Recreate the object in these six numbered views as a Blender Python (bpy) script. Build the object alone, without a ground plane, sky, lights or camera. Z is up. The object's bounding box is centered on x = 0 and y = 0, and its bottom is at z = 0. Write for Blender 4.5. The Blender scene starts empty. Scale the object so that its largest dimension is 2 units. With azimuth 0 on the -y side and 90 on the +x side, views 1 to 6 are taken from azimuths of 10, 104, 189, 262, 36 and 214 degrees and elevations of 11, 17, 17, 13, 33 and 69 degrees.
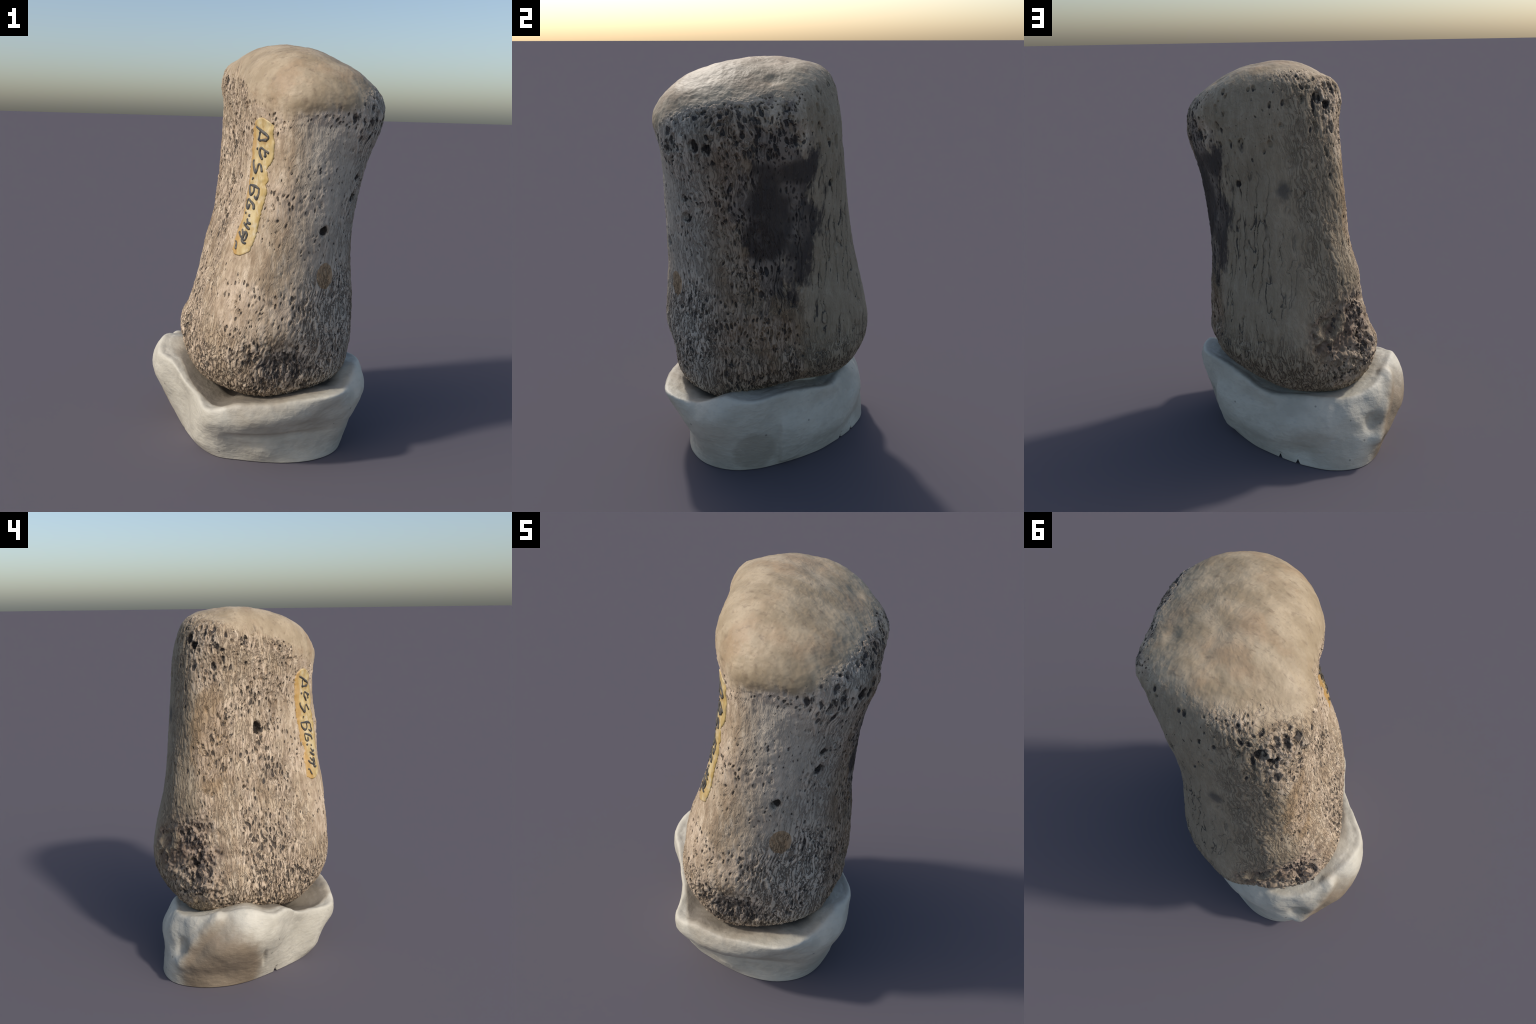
"""A fossil toe bone (phalanx) standing in a lump of off-white mounting putty.

The bone is lofted through cross-sections along a leaning spine (one radius per
compass direction and station), the putty through rings of its outer wall up to
a wavy rim and down into the dish that holds the bone.  Pores, fibres, pits and
lumps are one set of node fields that drive both the relief (geometry nodes,
applied) and the colours (materials).
"""
import bpy
import math
import numpy as np
from mathutils import Vector
from mathutils.bvhtree import BVHTree

TAU = 2 * math.pi

# --------------------------------------------------------------------------
# shape tables
# --------------------------------------------------------------------------
# stations along the bone: height of the station's origin on the spine and the
# tilt of its cross-section rays (degrees above the horizon)
BONE_STATIONS = [
    (0.52, -90), (0.52, -65), (0.52, -42), (0.52, -20), (0.55, 0), (0.68, 0), (0.82, 0),
    (0.98, 0), (1.15, 0), (1.32, 0), (1.47, 0), (1.58, 4), (1.60, 14), (1.60, 24),
    (1.60, 34), (1.60, 45), (1.60, 58), (1.60, 73), (1.60, 90)]
# cross-section radii, 24 compass directions starting at +x, counter-clockwise
BONE_RADII = [
    [.190, .190, .190, .190, .190, .190, .190, .190, .190, .190, .190, .190, .190, .190, .190, .190, .190, .190, .190, .190, .190, .190, .190, .190],
    [.182, .178, .175, .171, .172, .181, .197, .209, .212, .215, .212, .207, .206, .214, .232, .248, .255, .265, .260, .231, .213, .211, .207, .195],
    [.184, .176, .169, .163, .164, .181, .214, .237, .244, .250, .245, .234, .232, .248, .285, .315, .329, .344, .326, .257, .216, .217, .220, .204],
    [.358, .322, .298, .291, .312, .344, .384, .407, .428, .448, .443, .413, .398, .397, .399, .411, .420, .439, .465, .478, .464, .450, .443, .429],
    [.447, .408, .416, .427, .438, .461, .477, .508, .504, .518, .519, .495, .456, .419, .400, .413, .453, .496, .522, .501, .497, .513, .498, .470],
    [.415, .405, .378, .390, .424, .449, .482, .522, .524, .514, .498, .472, .416, .393, .396, .417, .452, .499, .528, .529, .518, .504, .484, .453],
    [.393, .379, .370, .372, .395, .425, .460, .497, .523, .527, .501, .455, .407, .381, .383, .409, .448, .491, .520, .515, .497, .474, .449, .422],
    [.352, .342, .335, .339, .358, .389, .422, .454, .493, .534, .523, .443, .387, .358, .354, .374, .416, .470, .507, .492, .469, .441, .408, .378],
    [.325, .318, .311, .313, .329, .356, .392, .427, .460, .509, .497, .423, .365, .331, .326, .343, .388, .446, .482, .480, .464, .431, .390, .349],
    [.321, .302, .282, .287, .305, .334, .372, .409, .438, .494, .508, .427, .352, .314, .309, .324, .364, .428, .480, .471, .457, .428, .383, .345],
    [.324, .302, .281, .289, .304, .327, .359, .395, .426, .480, .513, .445, .359, .321, .317, .335, .372, .420, .464, .465, .453, .434, .395, .350],
    [.349, .312, .308, .314, .313, .326, .361, .383, .412, .466, .506, .462, .385, .339, .342, .360, .383, .425, .466, .465, .469, .469, .429, .389],
    [.349, .327, .327, .326, .324, .337, .362, .387, .416, .467, .501, .475, .405, .356, .346, .373, .415, .451, .494, .506, .499, .480, .454, .401],
    [.370, .349, .358, .363, .349, .360, .378, .398, .425, .475, .516, .515, .449, .394, .375, .406, .440, .471, .493, .503, .491, .468, .442, .404],
    [.370, .358, .364, .375, .378, .381, .391, .412, .449, .490, .524, .530, .479, .425, .413, .427, .449, .470, .482, .480, .473, .451, .412, .386],
    [.356, .355, .359, .368, .386, .404, .411, .429, .464, .489, .492, .486, .474, .452, .434, .435, .445, .453, .458, .452, .433, .410, .389, .369],
    [.353, .348, .349, .357, .375, .397, .416, .429, .436, .443, .449, .453, .450, .442, .433, .427, .427, .428, .425, .414, .398, .382, .369, .360],
    [.359, .357, .357, .360, .365, .372, .381, .389, .397, .404, .409, .412, .413, .413, .411, .408, .403, .399, .393, .388, .381, .375, .368, .363],
    [.372, .372, .372, .372, .372, .372, .372, .372, .372, .372, .372, .372, .372, .372, .372, .372, .372, .372, .372, .372, .372, .372, .372, .372],
]

# putty: radii of the outer wall in 24 directions at six fractions of the rim height
PUTTY_CENTRE = (0.0, 0.05)
PUTTY_FRACTIONS = [0.0, 0.2, 0.4, 0.6, 0.8, 1.0]
PUTTY_RADII = [
    [.424, .370, .340, .329, .333, .347, .384, .443, .518, .560, .541, .501, .456, .415, .399, .405, .430, .455, .448, .459, .484, .507, .510, .480],
    [.455, .402, .374, .359, .359, .372, .391, .428, .510, .568, .565, .522, .499, .452, .422, .423, .474, .487, .469, .490, .481, .502, .524, .508],
    [.478, .426, .404, .381, .377, .391, .415, .451, .501, .563, .590, .576, .551, .492, .441, .430, .488, .508, .502, .497, .497, .517, .551, .532],
    [.501, .436, .408, .372, .365, .380, .416, .462, .502, .540, .568, .607, .592, .531, .459, .430, .491, .541, .555, .552, .554, .566, .585, .572],
    [.519, .438, .389, .351, .344, .354, .386, .430, .485, .535, .560, .571, .588, .550, .469, .438, .482, .569, .578, .592, .599, .601, .604, .593],
    [.521, .433, .367, .342, .342, .341, .344, .385, .430, .495, .520, .519, .535, .533, .474, .449, .464, .562, .560, .574, .597, .634, .582, .551],
]
PUTTY_RIM = [0.420, 0.418, 0.401, 0.382, 0.363, 0.343, 0.343, 0.361, 0.355, 0.362, 0.390, 0.422, 0.450, 0.407, 0.386, 0.321, 0.293, 0.284, 0.328, 0.341, 0.363, 0.376, 0.369, 0.429]


def spine(z):
    """Lateral position of the bone's axis: it leans towards +x going up."""
    return 0.02 + 0.17 * (np.clip(z, 0.5, 1.6) - 0.5), 0.02 + 0.0 * z


def spline_weights(count, at, periodic):
    """Catmull-Rom weights of `count` control values at real indices `at`."""
    w = np.zeros((len(at), count))
    i = np.floor(at).astype(int)
    f = at - i
    basis = [-.5*f + f*f - .5*f**3, 1 - 2.5*f*f + 1.5*f**3, .5*f + 2*f*f - 1.5*f**3, -.5*f*f + .5*f**3]
    for k in range(4):
        j = i + k - 1
        j = j % count if periodic else np.clip(j, 0, count - 1)
        np.add.at(w, (np.arange(len(at)), j), basis[k])
    return w


def grid_faces(rows, cols, offset=0):
    """Quads of a tube of rows x cols vertices, closed around."""
    a = np.arange(rows - 1)[:, None] * cols
    j = np.arange(cols)[None, :]
    k = (j + 1) % cols
    q = np.stack([a + j, a + k, a + cols + k, a + cols + j], -1).reshape(-1, 4)
    return q + offset


def mesh_from(name, verts, quads, tris=None):
    me = bpy.data.meshes.new(name)
    loops = quads.reshape(-1)
    starts = np.arange(len(quads)) * 4
    if tris is not None and len(tris):
        starts = np.concatenate([starts, len(loops) + np.arange(len(tris)) * 3])
        loops = np.concatenate([loops, tris.reshape(-1)])
    me.vertices.add(len(verts))
    me.vertices.foreach_set("co", np.asarray(verts, np.float32).reshape(-1))
    me.loops.add(len(loops))
    me.loops.foreach_set("vertex_index", loops.astype(np.int32))
    me.polygons.add(len(starts))
    me.polygons.foreach_set("loop_start", starts.astype(np.int32))
    me.update(calc_edges=True)
    me.validate()
    me.polygons.foreach_set("use_smooth", np.ones(len(me.polygons), bool))
    return me


def make_object(name, mesh, parent=None, material=None):
    ob = bpy.data.objects.new(name, mesh)
    bpy.context.scene.collection.objects.link(ob)
    if parent is not None:
        ob.parent = parent
    if material is not None:
        mesh.materials.append(material)
    return ob


# --------------------------------------------------------------------------
# node helper: the same calls build shader fields and geometry-node fields
# --------------------------------------------------------------------------
class Nodes:
    def __init__(self, tree):
        self.t = tree

    def node(self, kind, **props):
        n = self.t.nodes.new(kind)
        for k, v in props.items():
            setattr(n, k, v)
        return n

    def put(self, sock, value):
        if isinstance(value, bpy.types.NodeSocket):
            self.t.links.new(value, sock)
        elif value is not None:
            sock.default_value = value

    def m(self, op, a, b=None, c=None, clamp=False):
        n = self.node("ShaderNodeMath", operation=op, use_clamp=clamp)
        for i, v in enumerate((a, b, c)):
            self.put(n.inputs[i], v)
        return n.outputs[0]

    def v(self, op, a, b=None, scale=None):
        n = self.node("ShaderNodeVectorMath", operation=op)
        self.put(n.inputs[0], a)
        if b is not None:
            self.put(n.inputs[1], b)
        if scale is not None:
            self.put(n.inputs["Scale"], scale)
        return n.outputs["Value"] if op in ("LENGTH", "DISTANCE", "DOT_PRODUCT") else n.outputs["Vector"]

    def xyz(self, vec):
        n = self.node("ShaderNodeSeparateXYZ")
        self.put(n.inputs[0], vec)
        return n.outputs

    def vec(self, x, y, z):
        n = self.node("ShaderNodeCombineXYZ")
        for i, s in enumerate((x, y, z)):
            self.put(n.inputs[i], s)
        return n.outputs[0]

    def ramp(self, value, lo, hi, to_lo=0.0, to_hi=1.0):
        """Smooth step of value from lo to hi."""
        n = self.node("ShaderNodeMapRange", interpolation_type="SMOOTHSTEP", clamp=True)
        for i, s in enumerate((value, lo, hi, to_lo, to_hi)):
            self.put(n.inputs[i], s)
        return n.outputs[0]

    def noise(self, vec, scale, detail=2.0, rough=0.5, colour=False):
        n = self.node("ShaderNodeTexNoise", noise_dimensions="3D")
        self.put(n.inputs["Vector"], vec)
        n.inputs["Scale"].default_value = scale
        n.inputs["Detail"].default_value = detail
        n.inputs["Roughness"].default_value = rough
        return n.outputs["Color" if colour else 0]

    def cells(self, vec, scale, randomness=1.0):
        n = self.node("ShaderNodeTexVoronoi", voronoi_dimensions="3D", feature="F1")
        self.put(n.inputs["Vector"], vec)
        n.inputs["Scale"].default_value = scale
        n.inputs["Randomness"].default_value = randomness
        return n.outputs["Distance"], n.outputs["Color"]

    def mix(self, fac, a, b):
        n = self.node("ShaderNodeMix", data_type="RGBA", clamp_factor=True)
        self.put(n.inputs[0], fac)
        for s, v in ((n.inputs[6], a), (n.inputs[7], b)):
            self.put(s, (*v, 1.0) if isinstance(v, tuple) and len(v) == 3 else v)
        return n.outputs[2]

    def blob(self, pos, centre, radius, inner=0.5, squash=(1, 1, 1)):
        """1 inside a soft ball (squashed by axis scale), 0 outside."""
        d = self.v("SUBTRACT", pos, centre)
        if squash != (1, 1, 1):
            d = self.v("MULTIPLY", d, squash)
        return self.ramp(self.v("LENGTH", d), radius, radius * inner)

    def add(self, *values):
        s = values[0]
        for v in values[1:]:
            s = self.m("ADD", s, v)
        return s

    def biggest(self, *values):
        s = values[0]
        for v in values[1:]:
            s = self.m("MAXIMUM", s, v)
        return s


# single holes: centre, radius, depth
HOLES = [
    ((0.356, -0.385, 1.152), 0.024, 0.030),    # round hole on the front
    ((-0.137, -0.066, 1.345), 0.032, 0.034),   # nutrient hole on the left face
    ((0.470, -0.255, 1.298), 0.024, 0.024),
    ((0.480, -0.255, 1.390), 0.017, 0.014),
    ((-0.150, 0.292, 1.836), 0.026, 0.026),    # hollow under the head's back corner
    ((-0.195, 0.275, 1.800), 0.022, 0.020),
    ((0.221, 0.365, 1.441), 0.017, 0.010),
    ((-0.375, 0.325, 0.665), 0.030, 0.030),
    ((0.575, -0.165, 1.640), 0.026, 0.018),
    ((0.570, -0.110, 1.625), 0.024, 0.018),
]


# shallow dents without a dark floor
DENTS = [
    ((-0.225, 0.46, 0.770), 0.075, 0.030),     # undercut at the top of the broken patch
    ((0.36, 0.12, 1.91), 0.05, 0.006),
    ((-0.21, -0.10, 1.09), 0.09, 0.006),
    ((0.20, 0.05, 1.99), 0.07, 0.004),
]


def bone_fields(n, pos):
    """Masks shared by the bone's relief and its colours (all 0..1)."""
    f = {}
    x, y, z = n.xyz(pos)
    warp = n.v("SCALE", n.v("SUBTRACT", n.noise(pos, 9.0, 2.0, colour=True), (0.5, 0.5, 0.5)), scale=0.060)
    p = n.v("ADD", pos, warp)
    lean = n.m("MULTIPLY", z, -0.17)
    grain = n.vec(n.m("ADD", n.xyz(p)[0], lean), n.xyz(p)[1], n.m("MULTIPLY", n.xyz(p)[2], 0.42))
    long_grain = n.vec(n.m("ADD", n.xyz(p)[0], lean), n.xyz(p)[1], n.m("MULTIPLY", n.xyz(p)[2], 0.13))
    wob = n.m("MULTIPLY", n.m("SUBTRACT", n.noise(pos, 7.0, 3.0), 0.5), 0.16)
    # --- regions -----------------------------------------------------------
    cx = n.m("SUBTRACT", x, n.m("ADD", 0.02, n.m("MULTIPLY", n.m("SUBTRACT", z, 0.5), 0.17)))
    low = n.ramp(n.add(z, wob), 0.82, 0.50)
    # the smooth articular cap: above a plane that dips to the front and right
    jut = n.m("MULTIPLY", n.m("MAXIMUM", n.m("SUBTRACT", x, 0.44), 0.0), -0.75)
    cap_h = n.add(z, jut, n.m("MULTIPLY", y, -0.33), n.m("MULTIPLY", n.m("SUBTRACT", x, 0.2), 0.13), wob)
    cap_h = n.add(cap_h, n.m("MULTIPLY", n.m("SUBTRACT", n.noise(pos, 21.0, 3.0, 0.6), 0.5), 0.11))
    cap = n.ramp(cap_h, 1.775, 1.885)
    left = n.ramp(n.add(cx, wob), -0.17, -0.27)
    right = n.ramp(n.add(cx, wob), 0.20, 0.33)
    back = n.ramp(n.add(y, wob), 0.20, 0.34)
    belt = n.m("MULTIPLY", n.ramp(n.add(z, wob), 1.52, 1.62), n.m("SUBTRACT", 1.0, cap))
    rubble = n.blob(p, (-0.36, 0.35, 0.66), 0.30, 0.40, (1, 1, 0.85))
    rubble = n.m("MAXIMUM", rubble, n.blob(p, (-0.21, 0.45, 0.72), 0.13, 0.6))
    rubble = n.m("MULTIPLY", rubble, n.ramp(n.noise(pos, 8.0, 4.0, 0.6), 0.34, 0.48))
    stain = n.blob(p, (0.47, 0.17, 1.33), 0.62, 0.25, (1.5, 2.3, 1.0))
    f.update(low=low, cap=cap, left=left, right=right, back=back, belt=belt, rubble=rubble, stain=stain)
    # --- pores -------------------------------------------------------------
    body = n.m("SUBTRACT", 1.0, n.m("MULTIPLY", cap, 0.93))
    patchy = n.ramp(n.noise(pos, 5.0, 2.0), 0.35, 0.65)
    dense = n.biggest(n.m("MULTIPLY", left, 0.78), n.m("MULTIPLY", low, 0.9), n.m("MULTIPLY", right, 0.70), n.m("MULTIPLY", belt, 0.8), rubble, 0.54)
    dense = n.m("MULTIPLY", dense, n.m("SUBTRACT", 1.0, n.m("MULTIPLY", n.m("MULTIPLY", back, 0.7), n.m("SUBTRACT", 1.0, rubble))))
    dense = n.m("MULTIPLY", n.m("MULTIPLY", dense, body), n.m("ADD", 0.42, n.m("MULTIPLY", patchy, 0.80)))
    d1, c1 = n.cells(grain, 70.0)
    r1 = n.m("MULTIPLY", n.xyz(c1)[0], n.m("MULTIPLY", dense, 0.78))
    small = n.ramp(n.m("SUBTRACT", d1, r1), 0.05, -0.12)
    big_where = n.biggest(rubble, n.m("MULTIPLY", belt, n.ramp(cx, 0.05, 0.25)), n.m("MULTIPLY", belt, n.m("MULTIPLY", back, 0.8)), n.m("MULTIPLY", n.m("MULTIPLY", left, belt), 0.95), n.m("MULTIPLY", left, 0.50), n.m("MULTIPLY", low, 0.45), 0.13)
    d2, c2 = n.cells(n.v("ADD", grain, (3.1, 1.7, 0.4)), 33.0)
    r2 = n.m("MULTIPLY", n.m("SUBTRACT", n.xyz(c2)[1], n.m("SUBTRACT", 0.85, n.m("MULTIPLY", big_where, 0.8))), 0.62)
    big = n.m("MULTIPLY", n.ramp(n.m("SUBTRACT", d2, r2), 0.03, -0.12), n.m("MULTIPLY", body, n.ramp(n.xyz(c2)[1], 0.1, 0.2)))
    ridge = n.m("MULTIPLY", n.ramp(n.m("SUBTRACT", d1, r1), 0.08, 0.22), n.ramp(dense, 0.3, 0.7))
    f.update(small=small, big=big, dense=dense, ridge=ridge)
    # --- fibres (grooves along the shaft) -------------------------------------
    g = n.noise(long_grain, 62.0, 3.0, 0.6)
    groove = n.ramp(n.m("ABSOLUTE", n.m("SUBTRACT", g, 0.5)), 0.075, 0.0)
    corner = n.blob(p, (0.42, -0.30, 0.72), 0.33, 0.5, (1, 1, 0.9))
    where = n.biggest(n.m("MULTIPLY", low, 0.95), n.m("MULTIPLY", left, 0.52), n.m("MULTIPLY", right, 0.5), n.m("MULTIPLY", corner, 0.95), 0.12)
    where = n.m("MULTIPLY", where, n.m("MULTIPLY", body, n.m("SUBTRACT", 1.0, rubble)))
    f["groove"] = n.m("MULTIPLY", groove, where)
    # long drying cracks at the back right
    cg = n.noise(n.v("MULTIPLY", p, (1, 1, 0.10)), 17.0, 2.0, 0.55)
    crack = n.ramp(n.m("ABSOLUTE", n.m("SUBTRACT", cg, 0.52)), 0.022, 0.006)
    gate = n.m("MULTIPLY", n.blob(pos, (0.27, 0.33, 1.00), 0.52, 0.6, (1.2, 1, 0.8)), n.ramp(n.noise(pos, 6.0, 1.0), 0.36, 0.48))
    f["crack"] = n.m("MULTIPLY", crack, gate)
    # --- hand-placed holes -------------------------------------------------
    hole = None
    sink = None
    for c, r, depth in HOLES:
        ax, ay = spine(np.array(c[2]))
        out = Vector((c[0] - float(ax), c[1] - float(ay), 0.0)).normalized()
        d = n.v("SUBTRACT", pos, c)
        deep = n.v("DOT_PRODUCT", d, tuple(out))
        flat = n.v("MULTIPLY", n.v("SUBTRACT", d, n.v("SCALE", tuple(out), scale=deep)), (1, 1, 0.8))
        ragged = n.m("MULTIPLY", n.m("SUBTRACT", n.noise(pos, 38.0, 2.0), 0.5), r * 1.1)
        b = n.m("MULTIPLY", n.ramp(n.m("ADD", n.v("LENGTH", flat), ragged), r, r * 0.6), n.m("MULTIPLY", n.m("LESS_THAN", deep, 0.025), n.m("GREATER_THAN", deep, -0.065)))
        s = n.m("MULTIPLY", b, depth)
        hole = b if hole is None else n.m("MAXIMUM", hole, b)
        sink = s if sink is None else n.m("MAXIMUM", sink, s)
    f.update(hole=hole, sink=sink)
    return f


def bone_relief():
    """Geometry nodes: push the lofted bone in and out along its normal."""
    tree = bpy.data.node_groups.new("bone_relief", "GeometryNodeTree")
    tree.interface.new_socket("Geometry", in_out="INPUT", socket_type="NodeSocketGeometry")
    tree.interface.new_socket("Geometry", in_out="OUTPUT", socket_type="NodeSocketGeometry")
    n = Nodes(tree)
    gi, go = n.node("NodeGroupInput"), n.node("NodeGroupOutput")
    pos = n.node("GeometryNodeInputPosition").outputs[0]
    nor = n.node("GeometryNodeInputNormal").outputs[0]
    f = bone_fields(n, pos)
    h = n.m("MULTIPLY", n.m("SUBTRACT", n.noise(pos, 7.0, 3.0, 0.55), 0.5), 0.011)
    lumps = n.m("MULTIPLY", n.m("SUBTRACT", n.noise(pos, 30.0, 3.0, 0.6), 0.5), n.m("ADD", 0.006, n.m("MULTIPLY", f["dense"], 0.014)))
    h = n.add(h, lumps)
    h = n.m("SUBTRACT", h, n.m("MULTIPLY", f["small"], 0.0055))
    h = n.m("SUBTRACT", h, n.m("MULTIPLY", f["big"], 0.011))
    h = n.m("SUBTRACT", h, n.m("MULTIPLY", f["groove"], 0.006))
    h = n.m("SUBTRACT", h, n.m("MULTIPLY", f["crack"], 0.008))
    h = n.m("SUBTRACT", h, f["sink"])
    for c, r, depth in DENTS:
        h = n.m("SUBTRACT", h, n.m("MULTIPLY", n.blob(pos, c, r, 0.2), depth))
    rough = n.m("MULTIPLY", n.m("SUBTRACT", n.noise(pos, 15.0, 4.0, 0.6), 0.60), n.m("MULTIPLY", f["rubble"], 0.10))
    h = n.add(h, rough)
    sp = n.node("GeometryNodeSetPosition")
    tree.links.new(gi.outputs[0], sp.inputs["Geometry"])
    n.put(sp.inputs["Offset"], n.v("SCALE", nor, scale=h))
    tree.links.new(sp.outputs[0], go.inputs[0])
    return tree


def new_material(name):
    mat = bpy.data.materials.new(name)
    mat.use_nodes = True
    tree = mat.node_tree
    tree.nodes.clear()
    n = Nodes(tree)
    out = n.node("ShaderNodeOutputMaterial")
    bsdf = n.node("ShaderNodeBsdfPrincipled")
    tree.links.new(bsdf.outputs[0], out.inputs[0])
    pos = n.node("ShaderNodeTexCoord").outputs["Object"]
    return mat, n, bsdf, pos


def bump(n, bsdf, height, distance, strength=1.0):
    b = n.node("ShaderNodeBump")
    b.inputs["Strength"].default_value = strength
    b.inputs["Distance"].default_value = distance
    n.put(b.inputs["Height"], height)
    n.t.links.new(b.outputs[0], bsdf.inputs["Normal"])


def p_smear(n, pos):
    """Position with a fine wobble, for ragged smudges."""
    return n.v("ADD", pos, n.v("SCALE", n.v("SUBTRACT", n.noise(pos, 30.0, 3.0, colour=True), (0.5, 0.5, 0.5)), scale=0.04))


def bone_material():
    mat, n, bsdf, pos = new_material("weathered_bone")
    f = bone_fields(n, pos)
    tone = n.noise(pos, 6.0, 4.0, 0.6)
    streak = n.noise(n.v("MULTIPLY", pos, (1, 1, 0.25)), 34.0, 4.0, 0.65)
    speck = n.noise(pos, 120.0, 2.0, 0.6)
    col = n.mix(n.ramp(tone, 0.35, 0.65), (0.55, 0.43, 0.30), (0.43, 0.325, 0.215))  # base tan toned between the sunlit front and the baked-dark left face
    col = n.mix(n.m("MULTIPLY", n.ramp(streak, 0.40, 0.68), 0.75), col, (0.28, 0.195, 0.12))
    col = n.mix(n.m("MULTIPLY", n.ramp(streak, 0.48, 0.30), 0.6), col, (0.70, 0.575, 0.425))
    # greyer front right, browner right-hand face
    x, y, z = n.xyz(pos)
    grey = n.m("MULTIPLY", n.ramp(n.m("ADD", x, n.m("MULTIPLY", y, -0.5)), 0.40, 0.58), n.m("SUBTRACT", 1.0, f["cap"]))
    col = n.mix(n.m("MULTIPLY", grey, 0.65), col, (0.45, 0.42, 0.365))
    brown = n.m("MULTIPLY", f["right"], n.m("MULTIPLY", n.ramp(y, -0.25, -0.05), n.m("SUBTRACT", 1.0, f["cap"])))
    col = n.mix(n.m("MULTIPLY", brown, 0.85), col, n.mix(n.ramp(tone, 0.35, 0.65), (0.20, 0.115, 0.055), (0.24, 0.175, 0.11)))
    col = n.mix(n.m("MULTIPLY", n.m("MULTIPLY", f["back"], n.m("SUBTRACT", 1.0, f["cap"])), 0.75), col, n.mix(tone, (0.31, 0.25, 0.17), (0.235, 0.185, 0.12)))
    ochre = n.m("ADD", n.blob(pos, (-0.27, 0.20, 1.30), 0.22, 0.3, (1, 1.3, 0.45)), n.m("MULTIPLY", n.m("SUBTRACT", n.noise(pos, 9.0, 4.0, 0.6), 0.5), 1.2))
    col = n.mix(n.m("MULTIPLY", n.ramp(ochre, 0.40, 0.75), 0.6), col, (0.30, 0.195, 0.10))
    # cap: warm, polished, mottled
    mott = n.noise(n.v("MULTIPLY", pos, (1, 1.7, 1)), 8.0, 3.0, 0.5)
    cap_col = n.mix(n.ramp(mott, 0.35, 0.66), (0.46, 0.36, 0.235), (0.33, 0.25, 0.152))
    rust = n.noise(pos, 4.5, 4.0, 0.6)
    cap_col = n.mix(n.m("MULTIPLY", n.ramp(rust, 0.48, 0.66), 0.45), cap_col, (0.40, 0.25, 0.135))
    fleck = n.noise(n.v("MULTIPLY", pos, (1, 2.2, 1)), 26.0, 3.0, 0.55)
    cap_col = n.mix(n.m("MULTIPLY", n.ramp(fleck, 0.56, 0.72), 0.55), cap_col, (0.20, 0.14, 0.085))
    col = n.mix(n.m("MULTIPLY", f["cap"], 0.9), col, cap_col)
    # dark stains
    edge = n.m("ADD", f["stain"], n.m("MULTIPLY", n.m("SUBTRACT", n.noise(n.v("MULTIPLY", pos, (1, 1, 0.40)), 14.0, 6.0, 0.66), 0.5), 3.0))
    col = n.mix(n.m("MULTIPLY", n.m("MULTIPLY", n.ramp(edge, 0.15, 0.60), n.ramp(f["stain"], 0.03, 0.16)), 0.92), col, n.mix(streak, (0.045, 0.028, 0.020), (0.030, 0.030, 0.034)))
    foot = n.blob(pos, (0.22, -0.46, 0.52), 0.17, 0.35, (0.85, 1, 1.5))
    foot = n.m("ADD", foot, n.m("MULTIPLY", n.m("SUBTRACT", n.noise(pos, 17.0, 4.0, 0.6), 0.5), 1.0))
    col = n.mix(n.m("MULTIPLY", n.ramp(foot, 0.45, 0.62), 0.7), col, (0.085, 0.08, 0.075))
    col = n.mix(n.m("MULTIPLY", n.m("MULTIPLY", f["rubble"], n.ramp(n.add(z, n.m("MULTIPLY", tone, 0.3)), 0.62, 0.86)), 0.85), col, (0.095, 0.058, 0.040))
    spot = n.blob(p_smear(n, pos), (0.0, 0.398, 1.415), 0.045, 0.3, (1, 1, 0.65))
    col = n.mix(n.m("MULTIPLY", spot, 0.75), col, (0.07, 0.065, 0.06))
    smudge = n.blob(pos, (-0.21, -0.10, 1.09), 0.10, 0.3, (1, 1, 0.8))
    col = n.mix(n.m("MULTIPLY", smudge, 0.45), col, (0.23, 0.165, 0.10))
    col = n.mix(n.m("MULTIPLY", f["ridge"], 0.30), col, (0.70, 0.55, 0.42))  # highlights on the rims between pores, painted pale
    # dark pores, grooves and cracks
    col = n.mix(n.m("MULTIPLY", f["groove"], 0.75), col, (0.105, 0.070, 0.048))
    dark = n.biggest(n.m("MULTIPLY", f["small"], 0.82), n.m("MULTIPLY", f["big"], 0.92), n.m("MULTIPLY", f["crack"], 0.85))
    col = n.mix(dark, col, n.mix(tone, (0.060, 0.045, 0.035), (0.045, 0.043, 0.045)))
    dab = n.m("ADD", n.blob(pos, (0.371, -0.36, 0.94), 0.062, 0.55, (1, 1, 0.8)), n.m("MULTIPLY", n.m("SUBTRACT", n.noise(pos, 45.0, 2.0), 0.5), 0.5))
    col = n.mix(n.m("MULTIPLY", n.ramp(dab, 0.36, 0.52), 0.92), col, (0.36, 0.24, 0.135))
    col = n.mix(n.m("MULTIPLY", f["hole"], 0.93), col, (0.022, 0.017, 0.015))  # inner darkness of the holes coloured in near black
    col = n.mix(n.m("MULTIPLY", n.ramp(speck, 0.55, 0.75), 0.25), col, (0.16, 0.12, 0.085))
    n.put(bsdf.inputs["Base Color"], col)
    n.put(bsdf.inputs["Roughness"], n.m("SUBTRACT", 0.82, n.m("MULTIPLY", f["cap"], 0.25)))
    bsdf.inputs["Specular IOR Level"].default_value = 0.35
    calm = n.m("SUBTRACT", 1.0, n.m("MULTIPLY", f["cap"], 0.75))
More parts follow.
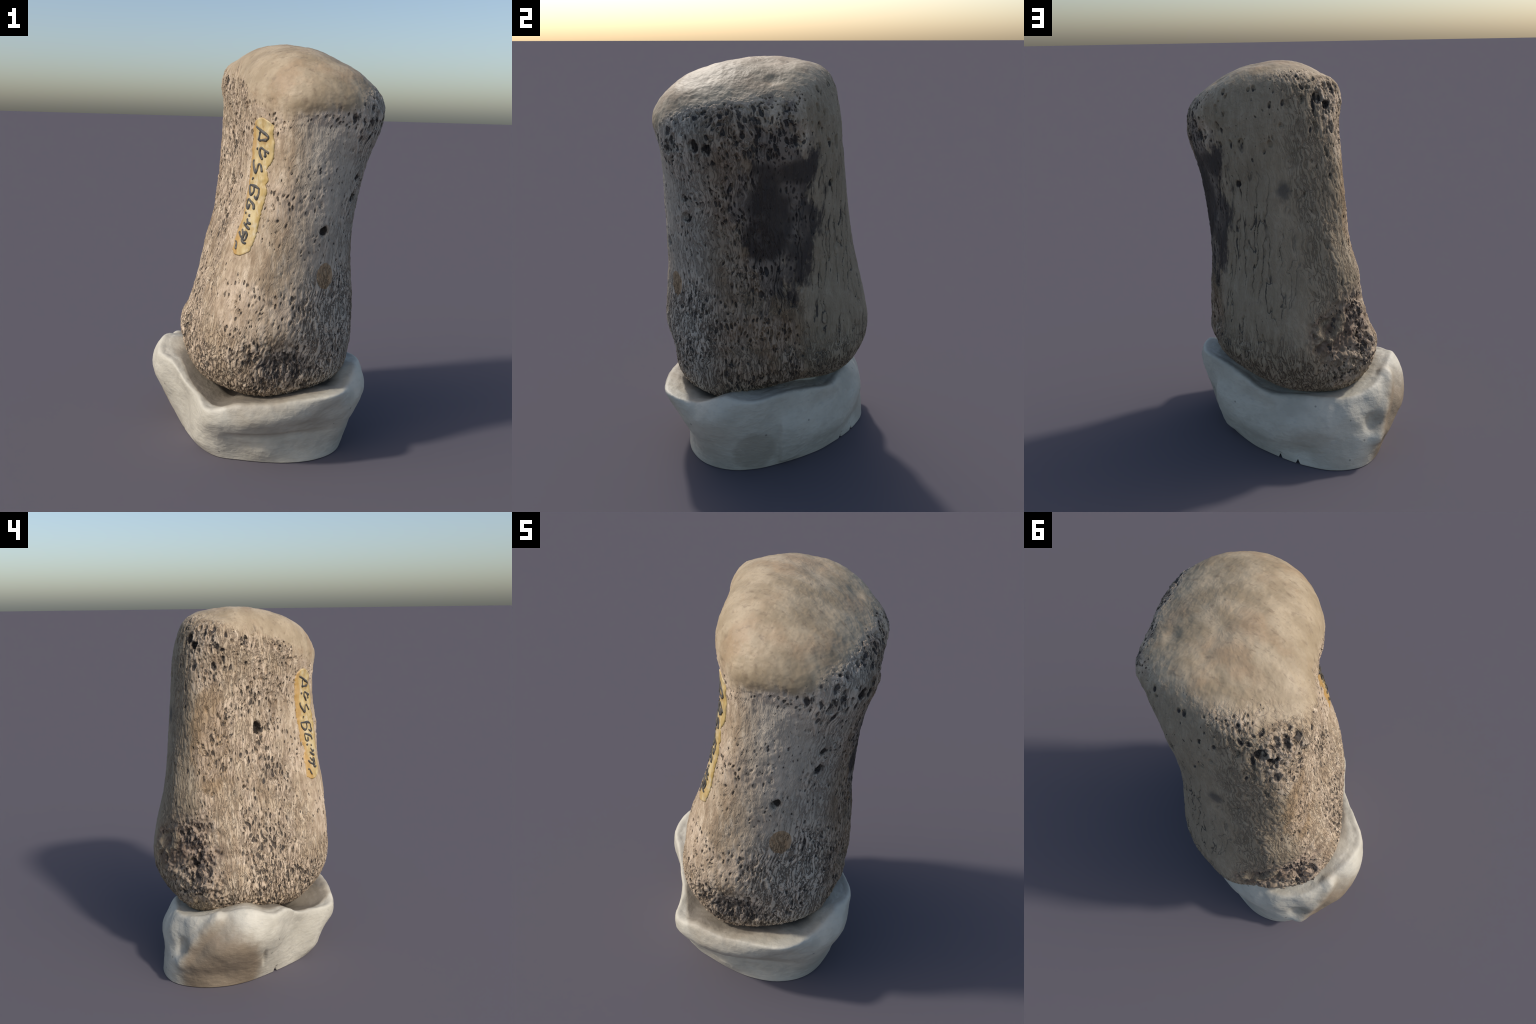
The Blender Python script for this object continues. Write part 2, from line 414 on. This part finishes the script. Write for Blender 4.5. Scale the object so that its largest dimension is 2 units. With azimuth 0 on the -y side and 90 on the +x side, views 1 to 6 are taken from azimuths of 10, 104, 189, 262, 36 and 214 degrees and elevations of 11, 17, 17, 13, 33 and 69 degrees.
    hgt = n.add(n.m("MULTIPLY", streak, n.m("ADD", 0.15, n.m("MULTIPLY", f["dense"], 0.7))), n.m("MULTIPLY", speck, 0.12), n.m("MULTIPLY", f["small"], -0.8), n.m("MULTIPLY", f["groove"], -0.8))
    bump(n, bsdf, n.m("MULTIPLY", hgt, calm), 0.010, 0.9)
    return mat


def putty_material():
    mat, n, bsdf, pos = new_material("mounting_putty")
    x, y, z = n.xyz(pos)
    tone = n.noise(pos, 5.0, 4.0, 0.6)
    fine = n.noise(n.v("MULTIPLY", pos, (1, 1, 2.2)), 28.0, 4.0, 0.6)
    col = n.mix(n.ramp(tone, 0.35, 0.65), (0.59, 0.545, 0.445), (0.48, 0.44, 0.355))
    col = n.mix(n.m("MULTIPLY", n.ramp(fine, 0.50, 0.72), 0.35), col, (0.42, 0.40, 0.35))
    # a grubby brown thumb patch on the left-hand wall
    grub = n.blob(pos, (-0.52, 0.18, 0.10), 0.36, 0.30, (1, 1.15, 0.9))
    grub = n.m("ADD", grub, n.m("MULTIPLY", n.m("SUBTRACT", n.noise(pos, 9.0, 4.0, 0.6), 0.5), 0.7))
    col = n.mix(n.m("MULTIPLY", n.ramp(grub, 0.05, 0.70), 0.88), col, n.mix(tone, (0.27, 0.20, 0.13), (0.20, 0.145, 0.09)))
    darkened_wall = n.m("ADD", n.blob(pos, (0.43, 0.04, 0.13), 0.17, 0.4, (1, 1, 0.9)), n.m("MULTIPLY", n.m("SUBTRACT", n.noise(pos, 10.0, 4.0), 0.5), 0.7))
    darkened_wall = n.m("MULTIPLY", n.ramp(darkened_wall, 0.3, 0.8), n.ramp(n.v("DOT_PRODUCT", n.v("SUBTRACT", pos, (0.40, 0.165, 0.0)), (-0.27, 0.96, 0.0)), 0.005, -0.01))
    col = n.mix(n.m("MULTIPLY", darkened_wall, 0.5), col, (0.33, 0.28, 0.21))  # brown tint up to the fold, partly wall shading put into colour
    # brown ring in the dish, darker towards the foot of the bone
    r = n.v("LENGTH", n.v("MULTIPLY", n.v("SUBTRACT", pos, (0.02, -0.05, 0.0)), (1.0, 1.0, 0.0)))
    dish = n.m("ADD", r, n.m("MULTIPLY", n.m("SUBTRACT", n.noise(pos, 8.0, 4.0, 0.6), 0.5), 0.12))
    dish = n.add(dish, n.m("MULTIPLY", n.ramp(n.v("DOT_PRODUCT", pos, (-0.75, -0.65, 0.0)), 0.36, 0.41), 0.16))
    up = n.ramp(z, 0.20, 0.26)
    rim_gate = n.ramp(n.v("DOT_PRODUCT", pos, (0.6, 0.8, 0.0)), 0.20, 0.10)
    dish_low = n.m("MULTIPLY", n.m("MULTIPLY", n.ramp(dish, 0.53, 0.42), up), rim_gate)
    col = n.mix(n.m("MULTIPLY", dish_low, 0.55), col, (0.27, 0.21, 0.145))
    col = n.mix(n.m("MULTIPLY", n.m("MULTIPLY", n.m("MULTIPLY", n.ramp(dish, 0.445, 0.40), up), rim_gate), 0.6), col, (0.08, 0.065, 0.05))  # narrow, darker ring close to the bone
    spots = n.cells(pos, 13.0)
    s = n.m("MULTIPLY", n.ramp(spots[0], 0.10, 0.05), n.ramp(n.xyz(spots[1])[0], 0.55, 0.65))
    col = n.mix(n.m("MULTIPLY", s, 0.6), col, (0.12, 0.11, 0.095))
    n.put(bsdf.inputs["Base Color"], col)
    bsdf.inputs["Roughness"].default_value = 0.55
    bsdf.inputs["Specular IOR Level"].default_value = 0.4
    bump(n, bsdf, n.add(fine, n.m("MULTIPLY", n.noise(pos, 70.0, 3.0), 0.4)), 0.006, 0.5)
    return mat


def varnish_material():
    mat, n, bsdf, pos = new_material("yellowed_varnish")
    a = n.noise(n.v("MULTIPLY", pos, (1, 1, 0.35)), 40.0, 4.0, 0.6)
    b = n.noise(pos, 22.0, 3.0, 0.6)
    col = n.mix(n.ramp(a, 0.35, 0.62), (0.60, 0.47, 0.24), (0.48, 0.33, 0.13))
    col = n.mix(n.ramp(b, 0.50, 0.70), col, (0.60, 0.50, 0.33))
    col = n.mix(n.m("MULTIPLY", n.ramp(b, 0.42, 0.30), 0.6), col, (0.30, 0.155, 0.045))
    across = (LABEL_END - LABEL_TOP).normalized().cross(LABEL_OUT).normalized()
    t = n.v("DOT_PRODUCT", n.v("SUBTRACT", pos, tuple(LABEL_TOP)), tuple(across))
    t = n.add(t, n.m("MULTIPLY", n.m("SUBTRACT", b, 0.5), 0.06))
    col = n.mix(n.m("MULTIPLY", n.ramp(t, 0.036, 0.052), 0.75), col, (0.46, 0.25, 0.06))
    col = n.mix(n.m("MULTIPLY", n.ramp(t, -0.036, -0.050), 0.6), col, (0.43, 0.285, 0.075))
    n.put(bsdf.inputs["Base Color"], col)
    bsdf.inputs["Roughness"].default_value = 0.4
    bump(n, bsdf, a, 0.004, 0.5)
    return mat


def ink_material():
    mat, n, bsdf, pos = new_material("faded_ink")
    col = n.mix(n.ramp(n.noise(pos, 60.0, 2.0), 0.35, 0.65), (0.045, 0.045, 0.045), (0.10, 0.085, 0.065))
    n.put(bsdf.inputs["Base Color"], col)
    bsdf.inputs["Roughness"].default_value = 0.6
    return mat


# --------------------------------------------------------------------------
# bone
# --------------------------------------------------------------------------
def loft_bone(per_station=27, around=620):
    # one phantom station beyond each pole (the neighbour seen from the other
    # side) makes the surface run smoothly across the poles
    st = np.array([(0.52, -115)] + BONE_STATIONS + [(1.60, 107)])
    table = np.array(BONE_RADII)
    table = np.vstack([np.roll(table[1], 12), table, np.roll(table[-2], 12)])
    rows = len(BONE_STATIONS)
    at = np.linspace(0, rows - 1, (rows - 1) * per_station + 1)
    wv = spline_weights(rows + 2, at + 1, False)
    wt = spline_weights(24, np.arange(around) * 24 / around, True)
    oz = wv @ st[:, 0]
    tilt = np.clip(np.radians(wv @ st[:, 1]), -math.pi / 2, math.pi / 2)[:, None]
    rad = wv @ table @ wt.T
    th = np.arange(around) * TAU / around
    ax, ay = spine(oz)
    v = np.stack([ax[:, None] + rad * np.cos(tilt) * np.cos(th), ay[:, None] + rad * np.cos(tilt) * np.sin(th),
                  oz[:, None] + rad * np.sin(tilt)], -1)
    inner = v[1:-1].reshape(-1, 3)
    verts = np.vstack([inner, v[0].mean(0), v[-1].mean(0)])
    n_in = len(inner)
    quads = grid_faces(len(at) - 2, around)
    j = np.arange(around)
    k = (j + 1) % around
    last = (len(at) - 3) * around
    tris = np.vstack([np.stack([k, j, np.full(around, n_in)], 1), np.stack([last + j, last + k, np.full(around, n_in + 1)], 1)])
    return mesh_from("bone_loft", verts, quads, tris)


def relieved_mesh(raw, tree):
    """Run the relief node group on a mesh and return the applied result."""
    ob = make_object("helper", raw)
    mod = ob.modifiers.new("relief", "NODES")
    mod.node_group = tree
    graph = bpy.context.evaluated_depsgraph_get()
    me = bpy.data.meshes.new_from_object(ob.evaluated_get(graph))
    bpy.data.objects.remove(ob)
    return me


def split_regions(me, region_of, names, parent, material):
    """Cut a mesh into region objects that share border vertices and normals."""
    nv, npoly = len(me.vertices), len(me.polygons)
    co = np.empty(nv * 3, np.float32)
    me.vertices.foreach_get("co", co)
    co = co.reshape(-1, 3)
    nor = np.empty(nv * 3, np.float32)
    me.vertices.foreach_get("normal", nor)
    nor = nor.reshape(-1, 3)
    size = np.empty(npoly, np.int32)
    me.polygons.foreach_get("loop_total", size)
    loops = np.empty(len(me.loops), np.int32)
    me.loops.foreach_get("vertex_index", loops)
    starts = np.concatenate([[0], np.cumsum(size)[:-1]])
    centre = np.add.reduceat(co[loops], starts, axis=0) / size[:, None]
    region = region_of(centre)
    made = []
    for r, name in enumerate(names):
        q = (region == r) & (size == 4)
        t = (region == r) & (size == 3)
        quads = loops[starts[q][:, None] + np.arange(4)]
        tris = loops[starts[t][:, None] + np.arange(3)]
        used = np.unique(np.concatenate([quads.reshape(-1), tris.reshape(-1)]))
        remap = np.zeros(nv, np.int64)
        remap[used] = np.arange(len(used))
        part = mesh_from(name, co[used], remap[quads], remap[tris])
        part.normals_split_custom_set_from_vertices(nor[used].tolist())
        made.append(make_object(name, part, parent, material))
    return made


def bone_region(c):
    """0 shaft, 1 rounded head at the top, 2 flared base end."""
    head = c[:, 2] - 0.33 * c[:, 1] + 0.13 * (c[:, 0] - 0.2) > 1.80
    base = c[:, 2] < 0.66
    return np.where(head, 1, np.where(base, 2, 0))


# --------------------------------------------------------------------------
# inventory label: a strip of varnish and hand-lettered strokes on it
# --------------------------------------------------------------------------
LABEL_TOP, LABEL_END = Vector((0.068, -0.357, 1.630)), Vector((-0.003, -0.429, 1.034))
LABEL_OUT = Vector((-0.34, -0.94, 0.0)).normalized()
# outline: position along the strip and edge offset across it
LABEL_LEFT = [(-0.02, 0.035), (0.0, 0.058), (0.05, 0.074), (0.13, 0.072), (0.22, 0.073), (0.30, 0.068), (0.42, 0.068), (0.52, 0.061),
              (0.63, 0.063), (0.735, 0.055), (0.80, 0.073), (0.88, 0.080), (0.99, 0.086), (1.02, 0.06)]
LABEL_RIGHT = [(-0.02, 0.0), (0.0, -0.03), (0.035, -0.066), (0.11, -0.062), (0.15, -0.076), (0.23, -0.081), (0.29, -0.079), (0.35, -0.052),
               (0.43, -0.074), (0.46, -0.060), (0.51, -0.076), (0.63, -0.066), (0.70, -0.061), (0.80, -0.056), (0.88, -0.050), (0.97, -0.038), (1.02, 0.02)]
# pen strokes in (along, across)
STROKES = [
    [(0.042, 0.049), (0.081, -0.001), (0.112, -0.037), (0.137, -0.030)], [(0.078, 0.018), (0.146, 0.021)], [(0.143, 0.020), (0.137, -0.030)],
    [(0.200, 0.032), (0.207, 0.024)],
    [(0.282, -0.016), (0.234, 0.005), (0.203, 0.004), (0.197, -0.003), (0.211, -0.024), (0.230, -0.051)], [(0.215, -0.025), (0.263, -0.034)],
    [(0.286, 0.041), (0.321, 0.039), (0.384, 0.013), (0.322, 0.003), (0.323, -0.012), (0.373, -0.028)],
    [(0.440, 0.032), (0.420, 0.025)],
    [(0.478, 0.048), (0.482, 0.012), (0.486, -0.004), (0.499, -0.026)], [(0.478, 0.048), (0.524, 0.040), (0.551, 0.024), (0.526, 0.007), (0.485, 0.010)],
    [(0.499, -0.026), (0.544, -0.028), (0.577, -0.020), (0.555, 0.0)],
    [(0.657, -0.016), (0.623, -0.009), (0.600, 0.017), (0.589, 0.037), (0.648, 0.037), (0.656, 0.022), (0.620, 0.018)],
    [(0.692, 0.042), (0.694, 0.032)],
    [(0.697, 0.005), (0.716, 0.005)], [(0.731, 0.015), (0.761, 0.007), (0.765, -0.013)], [(0.766, 0.033), (0.790, 0.013), (0.809, -0.011)], [(0.766, 0.011), (0.794, 0.021)],
    [(0.840, 0.056), (0.875, 0.037), (0.895, 0.006), (0.854, -0.001), (0.834, 0.010), (0.864, 0.018), (0.904, 0.020), (0.919, 0.002), (0.911, -0.006)], [(0.818, 0.037), (0.851, 0.023)],
    [(0.919, 0.072), (0.931, 0.059), (0.980, 0.053)],
]


def label_frame(bvh):
    along = LABEL_END - LABEL_TOP
    across = along.normalized().cross(LABEL_OUT).normalized()
    # keep rays square to the strip
    out = across.cross(along).normalized()
    if out.dot(LABEL_OUT) < 0:
        out = -out

    def place(s, t, lift):
        start = LABEL_TOP + along * s + across * t + out * 0.4
        hit = bvh.ray_cast(start, -out)
        return hit[0] + out * lift
    return place


def build_label(bvh, parent):
    place = label_frame(bvh)
    rng = np.random.default_rng(5)
    s_all = np.linspace(-0.02, 1.02, 110)
    L, R = np.array(LABEL_LEFT), np.array(LABEL_RIGHT)
    left = np.interp(s_all, L[:, 0], L[:, 1]) + rng.normal(0, 0.0015, len(s_all))
    right = np.interp(s_all, R[:, 0], R[:, 1]) + rng.normal(0, 0.0015, len(s_all))
    cols = 22
    top = []
    for s, a, b in zip(s_all, left, right):
        for c in range(cols):
            u = c / (cols - 1)
            edge = min(u, 1 - u) * abs(a - b)
            top.append(place(s, a + (b - a) * u, 0.0015 + 0.0035 * min(1.0, edge / 0.008)))
    top = np.array([tuple(p) for p in top])
    for _ in range(2):   # varnish fills the pores: relax the sheet
        g = top.reshape(len(s_all), cols, 3)
        g[1:-1, 1:-1] = 0.4 * g[1:-1, 1:-1] + 0.15 * (g[:-2, 1:-1] + g[2:, 1:-1] + g[1:-1, :-2] + g[1:-1, 2:])
        top = g.reshape(-1, 3)
    out = np.array(LABEL_OUT)
    bottom = top - out * 0.012
    rows = len(s_all)
    i, j = np.meshgrid(np.arange(rows - 1), np.arange(cols - 1), indexing="ij")
    a = (i * cols + j).reshape(-1)
    quad = np.stack([a, a + 1, a + cols + 1, a + cols], 1)
    n = len(top)
    ring = list(range(cols)) + [r * cols + cols - 1 for r in range(1, rows)] + [(rows - 1) * cols + c for c in range(cols - 2, -1, -1)] + [r * cols for r in range(rows - 2, 0, -1)]
    ring = np.array(ring)
    nxt = np.roll(ring, -1)
    skirt = np.stack([nxt, ring, ring + n, nxt + n], 1)
    me = mesh_from("varnish_label", np.vstack([top, bottom]), np.vstack([quad, quad[:, ::-1] + n, skirt]))
    label = make_object("varnish_label", me, parent, varnish_material())
    sheet = BVHTree.FromPolygons([tuple(p) for p in top], [tuple(q) for q in quad.tolist()])
    write = label_frame(sheet)
    ink = ink_material()
    length = (LABEL_END - LABEL_TOP).length
    for stroke in STROKES:
        pts = np.array(stroke)
        real = pts * [length, 1.0]
        d = np.concatenate([[0], np.cumsum(np.linalg.norm(np.diff(real, axis=0), axis=1))])
        count = max(5, int(d[-1] / 0.004))
        # rounded by a Catmull-Rom curve through the pen points
        at = np.interp(np.linspace(0, d[-1], count), d, np.arange(len(pts)))
        at = np.minimum(at, len(pts) - 1 - 1e-6)
        path = spline_weights(len(pts), at, False) @ pts
        spots = []
        for s, t in path:
            try:
                spots.append(np.array(write(s, t, 0.0022)))
            except TypeError:
                continue
        spots = np.array(spots)
        if len(spots) < 3:
            continue
        tangent = np.gradient(spots, axis=0)
        tangent /= np.linalg.norm(tangent, axis=1, keepdims=True) + 1e-9
        side = np.cross(tangent, out)
        side /= np.linalg.norm(side, axis=1, keepdims=True) + 1e-9
        k = len(spots)
        width = 0.0060 * (1 + 0.25 * np.sin(np.linspace(0, 7, k) + len(stroke)))
        width[[0, -1]] *= 0.5
        ang = np.arange(8) * TAU / 8
        tube = spots[:, None] + width[:, None, None] * (np.cos(ang)[None, :, None] * side[:, None] + 0.45 * np.sin(ang)[None, :, None] * out)
        verts = np.vstack([tube.reshape(-1, 3), spots[0], spots[-1]])
        q = grid_faces(k, 8)
        jj = np.arange(8)
        kk = (jj + 1) % 8
        tri = np.vstack([np.stack([kk, jj, np.full(8, k * 8)], 1), np.stack([(k - 1) * 8 + jj, (k - 1) * 8 + kk, np.full(8, k * 8 + 1)], 1)])
        make_object("ink_stroke", mesh_from("ink_stroke", verts, q, tri), label, ink)
    return label


# --------------------------------------------------------------------------
# putty stand
# --------------------------------------------------------------------------
def putty_relief():
    tree = bpy.data.node_groups.new("putty_relief", "GeometryNodeTree")
    tree.interface.new_socket("Geometry", in_out="INPUT", socket_type="NodeSocketGeometry")
    tree.interface.new_socket("Geometry", in_out="OUTPUT", socket_type="NodeSocketGeometry")
    n = Nodes(tree)
    gi, go = n.node("NodeGroupInput"), n.node("NodeGroupOutput")
    pos = n.node("GeometryNodeInputPosition").outputs[0]
    nor = n.node("GeometryNodeInputNormal").outputs[0]
    z = n.xyz(pos)[2]
    lift = n.ramp(z, 0.0, 0.05)
    h = n.m("MULTIPLY", n.m("SUBTRACT", n.noise(pos, 6.0, 3.0, 0.5), 0.5), 0.009)
    h = n.add(h, n.m("MULTIPLY", n.m("SUBTRACT", n.noise(pos, 22.0, 3.0, 0.55), 0.5), 0.008))
    x, y, _ = n.xyz(pos)
    # crease under the overhanging front lip
    lip = n.m("MULTIPLY", n.ramp(n.m("ABSOLUTE", n.m("SUBTRACT", z, 0.155)), 0.035, 0.0), n.m("MULTIPLY", n.ramp(x, -0.10, -0.03), n.ramp(x, 0.45, 0.25)))
    h = n.m("SUBTRACT", h, n.m("MULTIPLY", n.m("MULTIPLY", lip, n.ramp(y, -0.2, -0.35)), 0.011))
    # fold where the right wall was pressed on
    across = n.v("DOT_PRODUCT", n.v("SUBTRACT", pos, (0.40, 0.165, 0.0)), (-0.27, 0.96, 0.0))
    fold = n.m("MULTIPLY", n.ramp(across, -0.008, 0.012), n.m("MULTIPLY", n.ramp(across, 0.15, 0.02), n.m("MULTIPLY", n.ramp(x, 0.1, 0.2), n.ramp(z, 0.36, 0.22))))
    h = n.add(h, n.m("MULTIPLY", fold, 0.020))
    # pinched crease and thumb hollow on the left wall
    h = n.m("SUBTRACT", h, n.m("MULTIPLY", n.blob(pos, (-0.50, -0.045, 0.15), 0.10, 0.1, (1, 5, 1)), 0.014))
    h = n.m("SUBTRACT", h, n.m("MULTIPLY", n.blob(pos, (-0.44, 0.39, 0.22), 0.075, 0.2), 0.013))
    # diagonal ridge running down from the rim at the back left, hollow behind it
    a, b = Vector((-0.50, 0.20, 0.40)), Vector((-0.47, 0.41, 0.15))
    ab = b - a
    t = n.m("DIVIDE", n.v("DOT_PRODUCT", n.v("SUBTRACT", pos, tuple(a)), tuple(ab)), ab.length_squared, clamp=True)
    ridge = n.v("DISTANCE", pos, n.v("ADD", tuple(a), n.v("SCALE", tuple(ab), scale=t)))
    h = n.add(h, n.m("MULTIPLY", n.ramp(ridge, 0.060, 0.0), 0.024))
    h = n.m("SUBTRACT", h, n.m("MULTIPLY", n.blob(pos, (-0.40, 0.40, 0.31), 0.10, 0.2), 0.014))
    h = n.m("MULTIPLY", h, lift)
    sp = n.node("GeometryNodeSetPosition")
    tree.links.new(gi.outputs[0], sp.inputs["Geometry"])
    n.put(sp.inputs["Offset"], n.v("SCALE", nor, scale=h))
    tree.links.new(sp.outputs[0], go.inputs[0])
    return tree


def loft_putty(around=480, per_ring=14):
    """Outer wall, rim and inner dish as rings of (radius, height)."""
    dirs = 24
    radii = np.array(PUTTY_RADII)
    rim = np.array(PUTTY_RIM)
    heights = np.array(PUTTY_FRACTIONS)[:, None] * rim
    # how low the bone's underside hangs in each direction
    th = np.arange(dirs) * TAU / dirs
    row = np.array(BONE_RADII[2])
    hang = 0.52 - row * math.sin(math.radians(42))
    near = lambda deg, width: np.exp(-(((np.degrees(th) - deg + 180) % 360 - 180) / width) ** 2 / 2)
    seat = np.minimum(hang + 0.042 + 0.04 * near(205, 34), rim - 0.012 + 0.032 * near(70, 32) + 0.004 * near(200, 30))
    top = radii[-1]
    rings = [(radii[i], heights[i]) for i in range(len(radii))]
    rings.append((top - 0.05, rim + 0.002))
    rings.append((top - 0.105, rim * 0.6 + seat * 0.4))
    rings.append((top * 0.66, seat))
    rings.append((top * 0.40, seat - 0.01))
    rings.append((top * 0.0 + 0.01, seat * 0 + seat.mean() - 0.02))
    R = np.array([r for r, _ in rings])
    H = np.array([h for _, h in rings])
    at = np.linspace(0, len(rings) - 1, (len(rings) - 1) * per_ring + 1)
    wv = spline_weights(len(rings), at, False)
    wt = spline_weights(dirs, np.arange(around) * dirs / around, True)
    r = wv @ R @ wt.T
    h = np.maximum(wv @ H @ wt.T, 0.0)
    a = np.arange(around) * TAU / around
    v = np.stack([PUTTY_CENTRE[0] + r * np.cos(a), PUTTY_CENTRE[1] + r * np.sin(a), h], -1)
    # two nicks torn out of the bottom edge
    for nick in (85.0, 99.0, 205.0):
        off = np.abs((np.degrees(a) - nick + 180) % 360 - 180)
        v[:8, :, 2] += (np.clip(1 - off / 1.6, 0, 1) * 0.028)[None] * np.linspace(1, 0.5, 8)[:, None]
    verts = np.vstack([v.reshape(-1, 3), [PUTTY_CENTRE[0], PUTTY_CENTRE[1], 0.0], v[-1].mean(0)])
    rows = len(at)
    quads = grid_faces(rows, around)
    j = np.arange(around)
    k = (j + 1) % around
    last = (rows - 1) * around
    nb = rows * around
    tris = np.vstack([np.stack([k, j, np.full(around, nb)], 1), np.stack([last + j, last + k, np.full(around, nb + 1)], 1)])
    return mesh_from("putty_loft", verts, quads, tris)


def main():
    bone = bpy.data.objects.new("fossil_bone", None)
    bone.empty_display_size = 0.2
    bpy.context.scene.collection.objects.link(bone)
    bone["label"] = "weathered porous tan toe bone with ink label"
    bone["category"] = "fossil bone"
    me = relieved_mesh(loft_bone(), bone_relief())
    co = np.empty(len(me.vertices) * 3, np.float32)
    me.vertices.foreach_get("co", co)
    bvh = BVHTree.FromPolygons(co.reshape(-1, 3).tolist(), [tuple(p.vertices) for p in me.polygons])
    split_regions(me, bone_region, ["bone_shaft", "bone_head", "bone_base"], bone, bone_material())
    build_label(bvh, bone)

    pm = relieved_mesh(loft_putty(), putty_relief())
    pm.name = "putty_stand"
    stand = make_object("putty_stand", pm, None, putty_material())
    stand["label"] = "squashed lump of off-white putty holding the bone"
    stand["category"] = "putty stand"


main()
